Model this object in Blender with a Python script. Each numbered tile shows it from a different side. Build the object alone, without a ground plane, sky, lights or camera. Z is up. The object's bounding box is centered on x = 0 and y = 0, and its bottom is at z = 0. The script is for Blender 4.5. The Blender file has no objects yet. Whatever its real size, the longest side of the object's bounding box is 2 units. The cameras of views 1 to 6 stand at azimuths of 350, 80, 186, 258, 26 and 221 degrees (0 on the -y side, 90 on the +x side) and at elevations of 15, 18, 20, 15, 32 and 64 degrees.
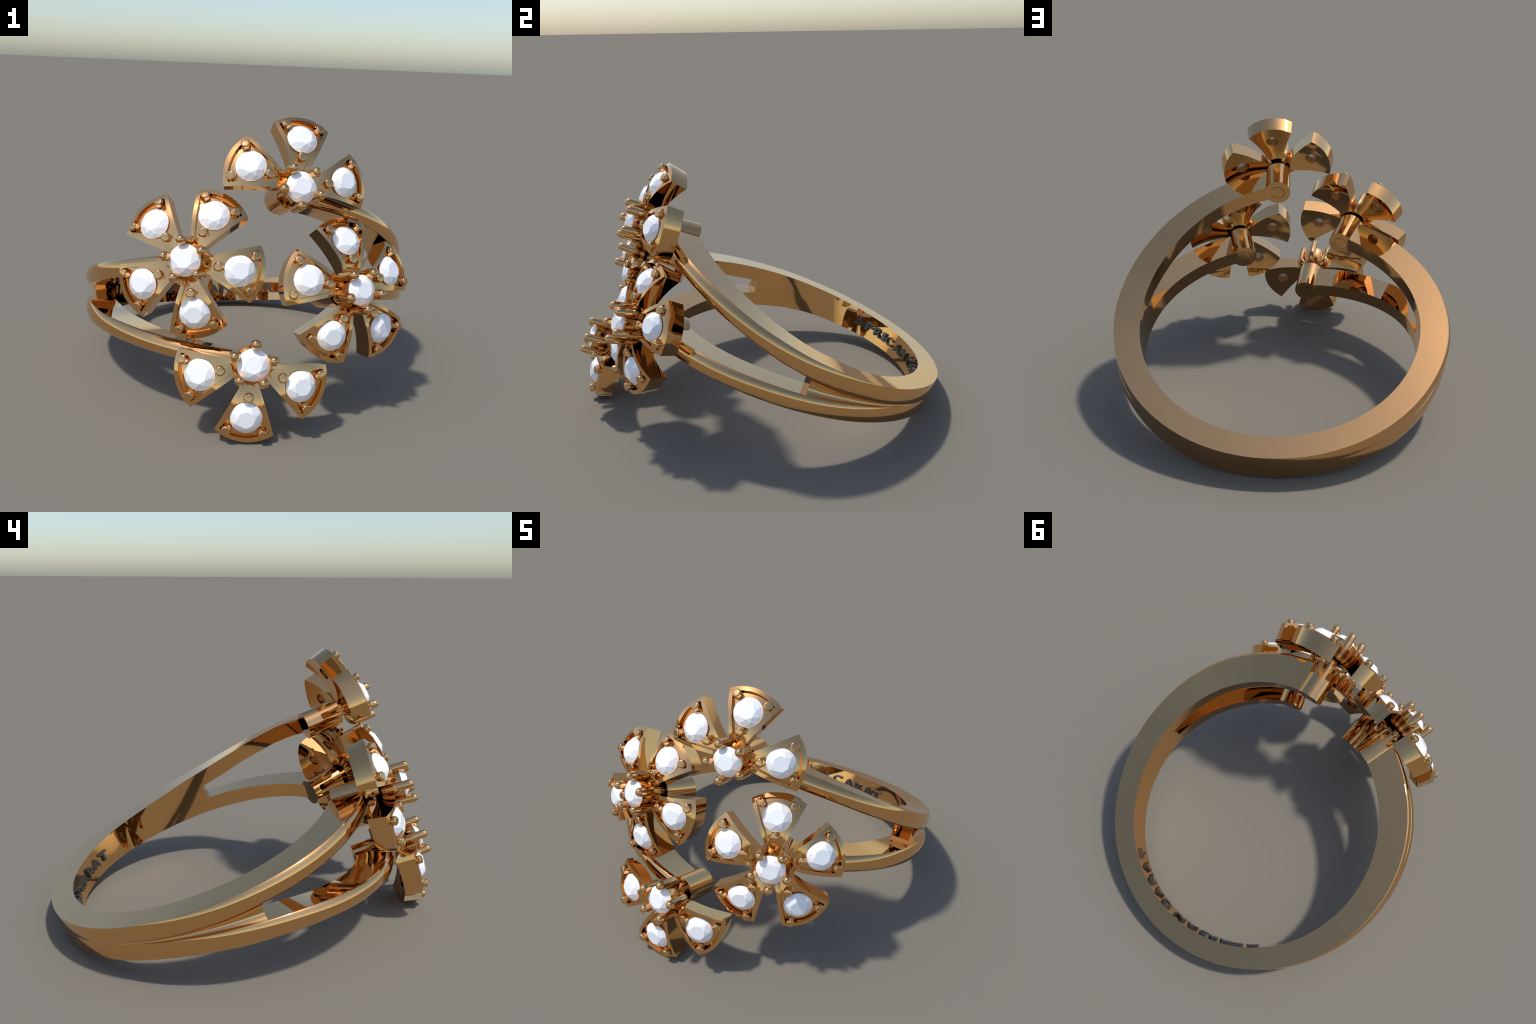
"""Gold bypass ring with four diamond-set flowers, built from profiles and rules.

Ring frame: x = tangent, a = finger axis, r = forward (towards the flowers).
The piece has a two-fold symmetry about the forward axis, so one side is built
and the other is the same geometry turned by 180 degrees.
"""
import bpy, bmesh
from math import radians, sin, cos, tan, pi, atan2, hypot, sqrt
from mathutils import Matrix, Vector

# ------------------------------------------------------------------ ring frame
TILT = radians(20.0)
CENTRE = Vector((0.0, 0.1946, 0.3564))
EX = Vector((1, 0, 0))
EA = Vector((0, sin(TILT), cos(TILT)))
ER = Vector((0, -cos(TILT), sin(TILT)))
RING = Matrix(((EX.x, EA.x, ER.x, CENTRE.x),
               (EX.y, EA.y, ER.y, CENTRE.y),
               (EX.z, EA.z, ER.z, CENTRE.z),
               (0, 0, 0, 1)))
TURN = Matrix.Rotation(pi, 4, 'Z')            # half turn about the forward axis

R_IN = 0.7195                                   # inner (finger) radius at the back


def curve(table, t):
    """Smooth monotone-ish interpolation (Catmull-Rom) through (t, value) pairs."""
    n = len(table)
    if t <= table[0][0]:
        return table[0][1]
    if t >= table[-1][0]:
        return table[-1][1]
    for i in range(n - 1):
        t0, v0 = table[i]
        t1, v1 = table[i + 1]
        if t <= t1:
            break

    def slope(k):
        lo, hi = max(k - 1, 0), min(k + 1, n - 1)
        return (table[hi][1] - table[lo][1]) / (table[hi][0] - table[lo][0])
    h = t1 - t0
    u = (t - t0) / h
    m0, m1 = slope(i) * h, slope(i + 1) * h
    u2, u3 = u * u, u * u * u
    return (2*u3 - 3*u2 + 1)*v0 + (u3 - 2*u2 + u)*m0 + (-2*u3 + 3*u2)*v1 + (u3 - u2)*m1


def smoothstep(lo, hi, t):
    u = min(max((t - lo) / (hi - lo), 0.0), 1.0)
    return u * u * (3 - 2 * u)


# ------------------------------------------------------------------- materials
def new_material(name):
    m = bpy.data.materials.new(name)
    m.use_nodes = True
    nt = m.node_tree
    return m, nt, nt.nodes['Principled BSDF']


def gold_material():
    m, nt, b = new_material('polished_rose_gold')
    b.inputs['Metallic'].default_value = 1.0
    tc = nt.nodes.new('ShaderNodeTexCoord')
    nz = nt.nodes.new('ShaderNodeTexNoise')
    nz.inputs['Scale'].default_value = 9.0
    nz.inputs['Detail'].default_value = 3.0
    nt.links.new(tc.outputs['Object'], nz.inputs['Vector'])
    rc = nt.nodes.new('ShaderNodeValToRGB')
    rc.color_ramp.elements[0].color = GOLD_A
    rc.color_ramp.elements[1].color = GOLD_B
    nt.links.new(nz.outputs['Fac'], rc.inputs['Fac'])
    nt.links.new(rc.outputs['Color'], b.inputs['Base Color'])
    rr = nt.nodes.new('ShaderNodeMapRange')
    rr.inputs['To Min'].default_value = 0.025
    rr.inputs['To Max'].default_value = 0.035
    nt.links.new(nz.outputs['Fac'], rr.inputs['Value'])
    nt.links.new(rr.outputs['Result'], b.inputs['Roughness'])
    return m


def gem_material():
    m, nt, b = new_material('white_stone')
    tc = nt.nodes.new('ShaderNodeTexCoord')
    nz = nt.nodes.new('ShaderNodeTexNoise')
    nz.inputs['Scale'].default_value = 20.0
    nt.links.new(tc.outputs['Object'], nz.inputs['Vector'])
    rc = nt.nodes.new('ShaderNodeValToRGB')
    rc.color_ramp.elements[0].color = (0.98, 0.985, 1.0, 1)
    rc.color_ramp.elements[1].color = (1.0, 1.0, 1.0, 1)
    nt.links.new(nz.outputs['Fac'], rc.inputs['Fac'])
    nt.links.new(rc.outputs['Color'], b.inputs['Base Color'])
    b.inputs['Roughness'].default_value = 0.12
    b.inputs['IOR'].default_value = 1.5
    return m


def letter_material():
    m, nt, b = new_material('blackened_metal')
    tc = nt.nodes.new('ShaderNodeTexCoord')
    nz = nt.nodes.new('ShaderNodeTexNoise')
    nz.inputs['Scale'].default_value = 30.0
    nt.links.new(tc.outputs['Object'], nz.inputs['Vector'])
    rc = nt.nodes.new('ShaderNodeValToRGB')
    rc.color_ramp.elements[0].color = (0.10, 0.105, 0.105, 1)
    rc.color_ramp.elements[1].color = (0.12, 0.125, 0.125, 1)
    nt.links.new(nz.outputs['Fac'], rc.inputs['Fac'])
    nt.links.new(rc.outputs['Color'], b.inputs['Base Color'])
    b.inputs['Metallic'].default_value = 0.8
    b.inputs['Roughness'].default_value = 0.2
    return m


GOLD_A = (0.79, 0.445, 0.185, 1)
GOLD_B = (0.81, 0.465, 0.195, 1)
GOLD = gold_material()
STONE = gem_material()
BLACK = letter_material()


# --------------------------------------------------------------------- helpers
def link(obj, parent, matrix, name=None):
    """matrix is the object's world matrix."""
    bpy.context.scene.collection.objects.link(obj)
    if parent is not None:
        obj.parent = parent
        obj.matrix_parent_inverse = Matrix.Identity(4)
        obj.matrix_basis = WORLD[parent].inverted() @ matrix
    else:
        obj.matrix_basis = matrix
    WORLD[obj] = matrix
    return obj


WORLD = {}


def mesh_from_bmesh(bm, name, material, sharp_deg=30.0, flat=False):
    bmesh.ops.remove_doubles(bm, verts=bm.verts, dist=1e-6)
    bmesh.ops.recalc_face_normals(bm, faces=bm.faces)
    lim = radians(sharp_deg)
    for e in bm.edges:
        if len(e.link_faces) == 2:
            e.smooth = e.calc_face_angle(0.0) < lim
    for f in bm.faces:
        f.smooth = not flat
    me = bpy.data.meshes.new(name)
    bm.to_mesh(me)
    bm.free()
    me.materials.append(material)
    return me


def bridge(bm, a, b, closed=True):
    n = len(a)
    for i in range(n if closed else n - 1):
        j = (i + 1) % n
        quad = [a[i], a[j], b[j], b[i]]
        seen = []
        for v in quad:
            if v not in seen:
                seen.append(v)
        if len(seen) >= 3:
            try:
                bm.faces.new(seen)
            except ValueError:
                pass


def lathe(bm, profile, seg=48, axis_caps=True):
    """Revolve (radius, height) pairs about z."""
    loops = []
    for r, h in profile:
        if r < 1e-7:
            loops.append([bm.verts.new((0, 0, h))])
        else:
            loops.append([bm.verts.new((r*cos(2*pi*i/seg), r*sin(2*pi*i/seg), h)) for i in range(seg)])
    for a, b in zip(loops, loops[1:]):
        if len(a) == 1 and len(b) == 1:
            continue
        if len(a) == 1 or len(b) == 1:
            tip, ring = (a[0], b) if len(a) == 1 else (b[0], a)
            for i in range(seg):
                bm.faces.new((tip, ring[i], ring[(i + 1) % seg]))
        else:
            bridge(bm, a, b)


# ------------------------------------------------------------ shank and arms
# Edges of the two bars on the +x side, against the angle from the back (deg).
UPPER_TOP = [(0, .072), (20, .074), (40, .082), (65, .097), (72, .107), (80, .120), (86, .135),
             (92, .150), (100, .170), (108, .196), (118, .231), (126, .263), (133, .290), (140, .317),
             (148, .346), (160, .384), (168, .406), (176, .424)]
UPPER_LOW = [(0, .0006), (45, .0006), (58, .007), (70, .021), (80, .037), (90, .055), (98, .075),
             (105, .095), (111, .116), (120, .154), (131, .197), (141, .237), (150, .268), (159, .297), (169, .323), (176, .338)]
LOWER_TOP = [(0, -.0006), (45, -.0006), (58, -.002), (70, -.004), (85, -.005), (98, -.008), (112, -.010),
             (125, -.017), (150, -.026), (165, -.028)]
LOWER_LOW = [(0, -.072), (20, -.073), (40, -.0765), (65, -.0855), (80, -.091), (91, -.094), (110, -.098), (125, -.102),
             (150, -.110), (165, -.114)]
OUTER_R = [(0, .8325), (30, .8345), (63, .8415), (75, .8465), (86, .853), (98, .858), (110, .864),
           (121, .869), (140, .874), (155, .878), (180, .878)]
FORK = 98.0                                     # angle where the two bars part
UPPER_END, LOWER_END = 173.6, 156.1
N_OUT, N_WEB = 24, 14


UPPER_BULGE = [(0, 0.0), (20, .0005), (50, .0025), (70, .0055), (85, .011), (100, .0145), (120, .018), (140, .021), (180, .021)]
LOWER_BULGE = [(0, 0.0), (20, .0008), (40, .0030), (60, .0085), (85, .0160), (110, .0165), (140, .0165), (180, .018)]


def trough(t):
    return 0.022 * smoothstep(48, 88, t)


def cyl_point(t, r, a):
    th = radians(t)
    return Vector((r * sin(th), a, -r * cos(th)))


def bar_section(t, lo, hi, swell):
    """(inner low, inner high, outer points from high to low)"""
    ro, b = curve(OUTER_R, t), curve(swell, t)
    power = 1.0 - 0.30 * smoothstep(45, 100, t)
    pts = []
    for i in range(N_OUT + 1):
        s = cos(pi * i / N_OUT)
        a = (lo + hi) / 2 + s * (hi - lo) / 2
        pts.append(cyl_point(t, ro + b * (1 - s * s) ** power, a))
    ri = R_IN - 0.0025 * smoothstep(30, 80, t)
    return cyl_point(t, ri, lo), cyl_point(t, ri, hi), pts


def mark(bm, verts, first, ids=None):
    """Give the vertices of sharp rails an id, so that edges along one rail stay crisp."""
    rail = bm.verts.layers.int['rail']
    for k, v in enumerate(verts):
        v[rail] = ids[k] if ids else first + k


def build_ring_side(bm):
    """One side (theta >= 0) of the ring; returns the set of faces that are arms."""
    arm_faces = {'upper': [], 'lower': []}
    prev = None
    stations = [i * 2.0 for i in range(int(FORK / 2))] + [FORK]
    for t in stations:
        uh, ul = curve(UPPER_TOP, t), curve(UPPER_LOW, t)
        lh, ll = curve(LOWER_TOP, t), curve(LOWER_LOW, t)
        ui_lo, ui_hi, uo = bar_section(t, ul, uh, UPPER_BULGE)
        li_lo, li_hi, lo_ = bar_section(t, ll, lh, LOWER_BULGE)
        ro, d = curve(OUTER_R, t), trough(t)
        web = []
        for i in range(1, N_WEB):
            s = 1 - 2 * i / N_WEB
            web.append(cyl_point(t, ro - d * (1 - s * s) ** 0.7, (ul + lh) / 2 + s * (ul - lh) / 2))
        V = lambda L: [bm.verts.new(p) for p in L]
        sec = dict(uo=V(uo), web=V(web), lo=V(lo_), inner=V([li_lo, li_hi, ui_lo, ui_hi]))
        loop = sec['uo'] + sec['web'] + sec['lo'] + sec['inner']
        mark(bm, (sec['uo'][0], sec['lo'][-1], sec['inner'][0], sec['inner'][3]), 1)
        if t > 52:
            mark(bm, (sec['uo'][-1], sec['lo'][0]), 5)
        if prev:
            bridge(bm, prev, loop)
        prev, last = loop, sec
    mark(bm, (last['inner'][1], last['inner'][2]), 7)
    # fork face of the web
    bm.faces.new([last['uo'][-1]] + last['web'] + [last['lo'][0], last['inner'][1], last['inner'][2]])
    # the two arms
    for key, hi_t, lo_t, swell, end, outer, inner in (
            ('upper', UPPER_TOP, UPPER_LOW, UPPER_BULGE, UPPER_END, last['uo'], last['inner'][2:4]),
            ('lower', LOWER_TOP, LOWER_LOW, LOWER_BULGE, LOWER_END, last['lo'], last['inner'][0:2])):
        prev = outer + inner
        n = int((end - FORK) / 2)
        before = set(bm.faces)
        for k in range(1, n + 1):
            t = FORK + (end - FORK) * k / n
            i_lo, i_hi, o = bar_section(t, curve(lo_t, t), curve(hi_t, t), swell)
            loop = [bm.verts.new(p) for p in o + [i_lo, i_hi]]
            if key == 'upper':
                mark(bm, (loop[0], loop[-1]), 1, (1, 4))
                mark(bm, (loop[N_OUT], loop[-2]), 5, (5, 8))
            else:
                mark(bm, (loop[N_OUT], loop[-2]), 2, (2, 3))
                mark(bm, (loop[0], loop[-1]), 6, (6, 7))
            bridge(bm, prev, loop)
            prev = loop
        bm.faces.new(prev)
        arm_faces[key] = [f for f in bm.faces if f not in before]
    return arm_faces


def split_with_normals(bm, groups, material):
    """Turn one bmesh into several meshes that keep the whole surface's normals."""
    lim = radians(50)
    rail = bm.verts.layers.int['rail']
    for e in bm.edges:
        if len(e.link_faces) == 2:
            a, b = e.verts[0][rail], e.verts[1][rail]
            e.smooth = e.calc_face_angle(0.0) < lim and not (a and a == b)
    for f in bm.faces:
        f.smooth = True
    whole = bpy.data.meshes.new('whole')
    bm.to_mesh(whole)
    cn = [Vector(c.vector) for c in whole.corner_normals]
    out = {}
    for g in sorted(set(groups)):
        idx, verts, faces, normals, back = {}, [], [], [], []
        for p in whole.polygons:
            if groups[p.index] != g:
                continue
            face = []
            for li in p.loop_indices:
                vi = whole.loops[li].vertex_index
                if vi not in idx:
                    idx[vi] = len(verts)
                    verts.append(whole.vertices[vi].co[:])
                face.append(idx[vi])
                normals.append(cn[li])
            faces.append(face)
        me = bpy.data.meshes.new(g)
        me.from_pydata(verts, [], faces)
        me.polygons.foreach_set('use_smooth', [True] * len(faces))
        me.normals_split_custom_set(normals)
        me.materials.append(material)
        out[g] = me
    bpy.data.meshes.remove(whole)
    return out


root = bpy.data.objects.new('flower_ring', None)
root['label'] = 'gold bypass ring with four white-stone flowers on split arms'
root['category'] = 'ring'
link(root, None, Matrix.Identity(4))

bm = bmesh.new()
layer = bm.faces.layers.int.new('part')
bm.verts.layers.int.new('rail')
arms_a = build_ring_side(bm)
for k, key in enumerate(('upper', 'lower')):
    for f in arms_a[key]:
        f[layer] = k + 1
dup = bmesh.ops.duplicate(bm, geom=bm.verts[:] + bm.edges[:] + bm.faces[:])['geom']
for el in dup:
    if isinstance(el, bmesh.types.BMVert):
        el.co = TURN.to_3x3() @ el.co
    elif isinstance(el, bmesh.types.BMFace) and el[layer]:
        el[layer] += 2
bmesh.ops.remove_doubles(bm, verts=bm.verts, dist=1e-5)
bmesh.ops.recalc_face_normals(bm, faces=bm.faces)
bm.faces.ensure_lookup_table()
bm.faces.index_update()
names = {0: 'shank', 1: 'arm_1', 2: 'arm_2', 3: 'arm_3', 4: 'arm_4'}
groups = [names[f[layer]] for f in bm.faces]
pieces = split_with_normals(bm, groups, GOLD)
bm.free()
shank = link(bpy.data.objects.new('shank', pieces['shank']), root, RING)
ARM = {}
for key, piece in (('F3', 'arm_1'), ('F2', 'arm_2'), ('F4', 'arm_3'), ('F1', 'arm_4')):
    ARM[key] = link(bpy.data.objects.new('arm', pieces[piece]), root, RING)

# ------------------------------------------------------------------- flowers
# centre stone position in the ring frame (x, a, r), lean of the axis, petal angles
GEM_R = 0.0685
FLOWERS = {
    'F2': dict(at=(0.3915, -0.0682, 0.9864), lean=17.0, first=96.1, petals=(0, 1, 2, 3, 4), lift=0.0),
    'F4': dict(at=(-0.1112, -0.378, 1.0541), lean=-5.3, first=-97.6, petals=(-1, 0, 1), lift=0.009),
}
FLOWERS['F1'] = dict(FLOWERS['F2'], turned=True)
FLOWERS['F3'] = dict(FLOWERS['F4'], turned=True)


def flower_matrix(f):
    b = radians(f['lean'])
    m = Matrix(((cos(b), 0, sin(b), f['at'][0]),
                (0, 1, 0, f['at'][1]),
                (-sin(b), 0, cos(b), f['at'][2]),
                (0, 0, 0, 1)))
    if f.get('turned'):
        m = TURN @ m
    return RING @ m


DOME_R, DOME_PEAK, DOME_H = 0.310, 0.140, -0.0545   # top of a petal: arc about the axis
UNDER_R, UNDER_PEAK, UNDER_H = 0.380, 0.100, -0.143   # underside of a petal
HALF = radians(23.6)
ARC_C, ARC_R, CORNER = 0.1181, 0.2194, 0.3225  # outer edge: arc centre, radius, corner distance
SEAT = 0.229                                   # petal stone, distance from the axis
SEAT_H = -0.081
SEAT_TILT = radians(17.4)


def petal_outline(inset, inner, scale=1.0):
    """Sector outline: radial sides, bowed outer edge; list of (x, y)."""
    n_side, n_arc, n_in = 18, 22, 6
    c0, rad = ARC_C, ARC_R - inset            # outer arc: centre and radius
    off = inset / cos(HALF)
    # corner: y = x tan(HALF) - off  on the arc
    k = tan(HALF)
    A, B, C = 1 + k*k, -2*c0 - 2*k*off, c0*c0 + off*off - rad*rad
    xc = (-B + sqrt(B*B - 4*A*C)) / (2*A)
    yc = k * xc - off
    xi = inner
    yi = max(k * xi - off, 0.012)
    pts = []
    for i in range(n_side):
        u = i / n_side
        pts.append((xi + (xc - xi)*u, -(yi + (yc - yi)*u)))
    a0 = atan2(yc, xc - c0)
    for i in range(n_arc):
        a = -a0 + 2*a0*i/n_arc
        pts.append((c0 + rad*cos(a), rad*sin(a)))
    for i in range(n_side):
        u = 1 - i / n_side
        pts.append((xi + (xc - xi)*u, yi + (yc - yi)*u))
    for i in range(n_in):
        a = pi/2 + pi * i / n_in
        pts.append((xi + (0.8*yi*cos(a) if inset else 0.0), yi*sin(a)))
    return [(x*scale, y*scale) for x, y in pts]


def petal_level(x, y):
    """Distance from the axis, scaled so that the bowed outer edge lies on one level."""
    a = min(abs(atan2(y, x)), HALF)
    return hypot(x, y) * CORNER / (ARC_C*cos(a) + sqrt(ARC_R**2 - (ARC_C*sin(a))**2))


def petal_top(x, y):
    d = petal_level(x, y) - DOME_PEAK
    return DOME_H - DOME_R + sqrt(DOME_R**2 - d*d)


def petal_mesh():
    bm = bmesh.new()
    top_o = petal_outline(0.0, 0.034)
    low_o = petal_outline(0.0, 0.034, 0.935)
    top_i = petal_outline(0.0185, 0.098)
    gx, hole = SEAT, 0.033

    level, top_h = petal_level, petal_top

    def low_h(x, y):
        d = max(level(x, y) - UNDER_PEAK, 0.0)
        return UNDER_H - UNDER_R + sqrt(UNDER_R**2 - d*d)

    def floor_h(x, y):
        return top_h(x, y) - 0.018            # floor runs parallel to the rim

    def ring(pts, h):
        return [bm.verts.new((x, y, h(x, y))) for x, y in pts]

    def circle(pts, cx, r):
        out = []
        for x, y in pts:
            a = atan2(y, x - cx)
            out.append((cx + r*cos(a), r*sin(a)))
        return out

    def blend(p, q, u):
        return [(a[0] + (b[0]-a[0])*u, a[1] + (b[1]-a[1])*u) for a, b in zip(p, q)]

    lowc = circle(low_o, gx - 0.015, hole)
    topc = circle(top_i, gx, hole)
    loops = [ring(lowc, low_h)]
    for u in (0.8, 0.6, 0.4, 0.2, 0.0):
        loops.append(ring(blend(low_o, lowc, u), low_h))
    loops.append(ring(top_o, top_h))
    for u in (0.5, 1.0):
        loops.append(ring(blend(top_o, top_i, u), top_h))
    foot = petal_outline(0.0195, 0.110)          # foot of the recess wall, sloped at the inner tip
    loops.append(ring(foot, floor_h))
    for u in (0.2, 0.4, 0.6, 0.8, 1.0):
        loops.append(ring(blend(foot, topc, u), floor_h))
    for a, b in zip(loops, loops[1:]):
        bridge(bm, a, b)
    # hole wall: join by angle
    bridge(bm, loops[-1], loops[0])
    return mesh_from_bmesh(bm, 'petal', GOLD, 28)


def stone_mesh():
    """Round brilliant: octagonal table, star, kite and girdle facets, pointed pavilion."""
    bm = bmesh.new()
    R, t, crown, g = GEM_R, 0.55, 0.028, 0.002
    P = lambda r, a, h: bm.verts.new((r*cos(a), r*sin(a), h))
    s, m = 2*pi/16, 6                             # m girdle steps per sixteenth
    n = 16*m
    table = [P(R*t, 2*i*s, crown) for i in range(8)]
    mid = [P(R*0.79, (2*i+1)*s, crown*0.62) for i in range(8)]
    gir = [P(R, i*s/m, g) for i in range(n)]
    gil = [P(R, i*s/m, -g) for i in range(n)]
    low = [P(R*0.5, 2*i*s, -0.030) for i in range(8)]
    tip = bm.verts.new((0, 0, -0.055))
    bm.faces.new(table)
    for i in range(8):
        j = (i + 1) % 8
        a, b, c = 2*i*m, (2*i+1)*m, (2*i+2)*m
        bm.faces.new((table[i], mid[i], table[j]))                       # star
        bm.faces.new((table[j], mid[i], gir[c % n], mid[j]))             # kite
        bm.faces.new([mid[i]] + [gir[k % n] for k in range(b, c + 1)])   # upper girdle
        bm.faces.new([mid[i]] + [gir[k % n] for k in range(a, b + 1)])
        bm.faces.new([low[i]] + [gil[k % n] for k in range(a, b + 1)])
        bm.faces.new([low[j]] + [gil[k % n] for k in range(b, c + 1)])
        bm.faces.new((gil[b], low[j], low[i]))
        bm.faces.new((low[i], low[j], tip))
    bridge(bm, gil, gir)
    return mesh_from_bmesh(bm, 'stone', STONE, flat=True)


def prong_mesh():
    """Short bead-topped post standing square on the petal, z = 0 at the rim surface."""
    bm = bmesh.new()
    r, top, f = 0.0213, 0.0205, 0.008
    prof = [(0, -0.032), (r, -0.032), (r, top - f)]
    for i in range(1, 6):
        a = radians(90*i/5)
        prof.append((r - f + f*cos(a), top - f + f*sin(a)))
    prof.append((0, top))
    lathe(bm, prof, 28)
    return mesh_from_bmesh(bm, 'prong', GOLD, 40)


def claw_mesh():
    """Curved claw: rises from the cup's foot, then runs parallel to the axis (along x = radius)."""
    bm = bmesh.new()
    r = 0.022
    spine = [(0.022, -0.108)]
    R0, cx, cz = 0.050, 0.0365, -0.058
    for i in range(9):
        a = radians(-90 + 80*i/8)
        spine.append((cx + R0*cos(a), cz + R0*sin(a)))
    spine += [(0.0866, -0.03), (0.0866, -0.01), (0.0866, 0.01), (0.0866, 0.0275)]
    seg = 22
    loops = []
    n = len(spine)

    def loop(p, d, rr, k):
        nx, nz = d[1], -d[0]                    # in-plane normal
        return [bm.verts.new((p[0] + rr*cos(2*pi*i/seg)*nx, rr*sin(2*pi*i/seg), p[1] + rr*cos(2*pi*i/seg)*nz))
                for i in range(seg)]
    for k, p in enumerate(spine):
        q0, q1 = spine[max(k-1, 0)], spine[min(k+1, n-1)]
        L = hypot(q1[0]-q0[0], q1[1]-q0[1])
        loops.append(loop(p, ((q1[0]-q0[0])/L, (q1[1]-q0[1])/L), r * (0.72 + 0.28*min(k/6, 1)), k))
    for i in range(1, 6):
        a = radians(90*i/6)
        loops.append(loop((spine[-1][0], spine[-1][1] + r*sin(a)), (0, 1), r*cos(a), 0))
    for a, b in zip(loops, loops[1:]):
        bridge(bm, a, b)
    bm.faces.new(loops[0])
    tip = bm.verts.new((spine[-1][0], 0, spine[-1][1] + r))
    for i in range(seg):
        bm.faces.new((loops[-1][i], loops[-1][(i+1) % seg], tip))
    return mesh_from_bmesh(bm, 'claw', GOLD, 50)


SLEEVE_R, SLEEVE_TOP, SLEEVE_END = 0.0725, -0.158, -0.352
BORE = 0.0385


def flower_cup_mesh():
    """Cup that holds the middle stone, and the peg below it that sits in the sleeve."""
    bm = bmesh.new()
    prof = [(0, SLEEVE_END - 0.0005), (BORE - 0.0026, SLEEVE_END - 0.0005), (BORE - 0.0026, SLEEVE_TOP - 0.004),
            (0.034, SLEEVE_TOP - 0.004), (0.034, -0.118), (0.044, -0.108), (0.055, -0.092), (0.063, -0.070),
            (0.068, -0.045), (0.0715, -0.012), (0.0715, -0.004), (0.066, -0.003), (0.040, -0.030), (0, -0.040)]
    lathe(bm, prof, 48)
    return mesh_from_bmesh(bm, 'flower', GOLD, 30)


def sleeve_mesh():
    bm = bmesh.new()
    g = 0.0012
    ringr = 0.053
    prof = [(BORE, SLEEVE_END), (SLEEVE_R, SLEEVE_END), (SLEEVE_R, SLEEVE_TOP),
            (ringr + g, SLEEVE_TOP), (ringr + g, SLEEVE_TOP - 0.012), (ringr - g, SLEEVE_TOP - 0.012),
            (ringr - g, SLEEVE_TOP), (0.0345, SLEEVE_TOP), (0.0345, SLEEVE_TOP - 0.003), (BORE, SLEEVE_TOP - 0.003)]
    lathe(bm, prof + [prof[0]], 56)
    return mesh_from_bmesh(bm, 'sleeve', GOLD, 30)


PETAL, STONE_M, PRONG, CLAW = petal_mesh(), stone_mesh(), prong_mesh(), claw_mesh()
CUP, SLEEVE = flower_cup_mesh(), sleeve_mesh()
T, RZ = Matrix.Translation, lambda d: Matrix.Rotation(radians(d), 4, 'Z')
SEAT_M = T((SEAT, 0, SEAT_H)) @ Matrix.Rotation(SEAT_TILT, 4, 'Y')


def prong_matrix(x, y, e=1e-3):
    """Stand on the petal's domed top at (x, y), along its normal."""
    gx = (petal_top(x + e, y) - petal_top(x - e, y)) / (2*e)
    gy = (petal_top(x, y + e) - petal_top(x, y - e)) / (2*e)
    n = Vector((-gx, -gy, 1)).normalized()
    return T((x, y, petal_top(x, y))) @ n.to_track_quat('Z', 'Y').to_matrix().to_4x4()


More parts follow.
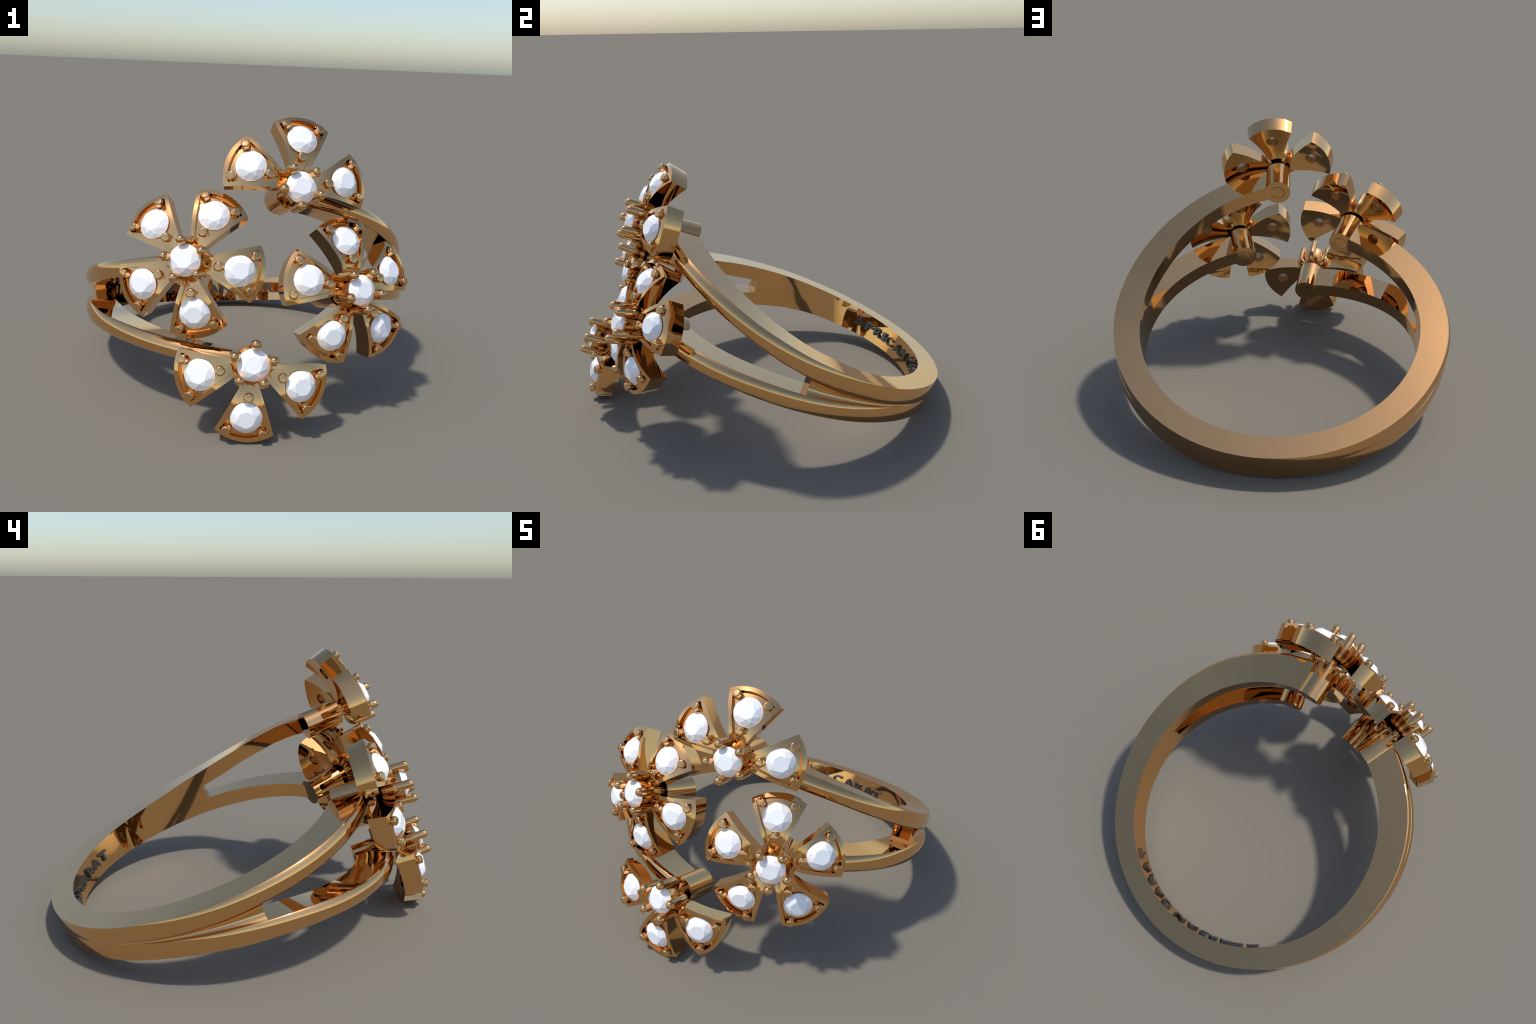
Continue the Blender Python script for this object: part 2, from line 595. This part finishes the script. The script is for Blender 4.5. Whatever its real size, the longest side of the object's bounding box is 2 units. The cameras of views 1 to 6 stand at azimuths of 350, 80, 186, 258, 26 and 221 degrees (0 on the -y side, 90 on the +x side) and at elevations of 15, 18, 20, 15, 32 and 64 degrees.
PRONGS = [prong_matrix(x, y) for x, y in ((0.1415, 0.0), (0.286, 0.0770), (0.286, -0.0770))]
turn_of_stone = 0.0
for key, f in FLOWERS.items():
    M = flower_matrix(f)
    link(bpy.data.objects.new('sleeve', SLEEVE), ARM[key], M)
    flower = link(bpy.data.objects.new('flower', CUP), root, M)
    link(bpy.data.objects.new('stone', STONE_M), flower, M @ T((0, 0, -0.004)) @ RZ(f['first'] + 10))
    for k in range(5):
        link(bpy.data.objects.new('claw', CLAW), flower, M @ RZ(f['first'] + 36 + 72*k))
    for k in f['petals']:
        P = M @ T((0, 0, f['lift'])) @ RZ(f['first'] + 72*k)
        link(bpy.data.objects.new('petal', PETAL), flower, P)
        turn_of_stone += 7.0
        link(bpy.data.objects.new('stone', STONE_M), flower, P @ SEAT_M @ RZ(turn_of_stone))
        for Q in PRONGS:
            link(bpy.data.objects.new('prong', PRONG), flower, P @ Q)

# ------------------------------------------------------------------ inscription
# raised letters inside the shank: (character, start angle, end angle)
LETTERS = (('A', -40.7, -35.0), ('F', -33.5, -28.2), ('R', -27.4, -22.2), ('I', -21.2, -18.9),
           ('C', -18.4, -12.6), ('A', -10.7, -4.8), ('N', -3.8, 2.1),
           ('C', 5.5, 10.8), ('A', 12.2, 18.0), ('R', 19.4, 24.8), ('A', 26.0, 31.2), ('T', 32.5, 37.8))
LETTER_LOW, LETTER_HIGH, LETTER_RISE = -0.022, 0.031, 0.013
for ch, t0, t1 in LETTERS:
    cu = bpy.data.curves.new('letter', 'FONT')
    cu.body = ch
    cu.size = 1.0
    cu.offset = 0.022
    cu.resolution_u = 4
    tmp = bpy.data.objects.new('letter_source', cu)
    bpy.context.scene.collection.objects.link(tmp)
    dg = bpy.context.evaluated_depsgraph_get()
    flat = bpy.data.meshes.new_from_object(tmp.evaluated_get(dg))
    bpy.data.objects.remove(tmp)
    bpy.data.curves.remove(cu)
    xs = [v.co.x for v in flat.vertices]
    ys = [v.co.y for v in flat.vertices]
    x0, x1, y0, y1 = min(xs), max(xs), min(ys), max(ys)
    bm = bmesh.new()
    bm.from_mesh(flat)
    bpy.data.meshes.remove(flat)
    bmesh.ops.remove_doubles(bm, verts=bm.verts, dist=1e-4)
    ext = bmesh.ops.extrude_face_region(bm, geom=bm.faces[:])
    raised = set(v for v in ext['geom'] if isinstance(v, bmesh.types.BMVert))
    for v in bm.verts:
        t = t0 + (t1 - t0) * (v.co.x - x0) / (x1 - x0)
        a = LETTER_LOW + (LETTER_HIGH - LETTER_LOW) * (v.co.y - y0) / (y1 - y0)
        v.co = cyl_point(t, R_IN - LETTER_RISE if v in raised else R_IN + 0.004, a)
    me = mesh_from_bmesh(bm, 'letter', BLACK, 25)
    link(bpy.data.objects.new('letter', me), shank, RING)
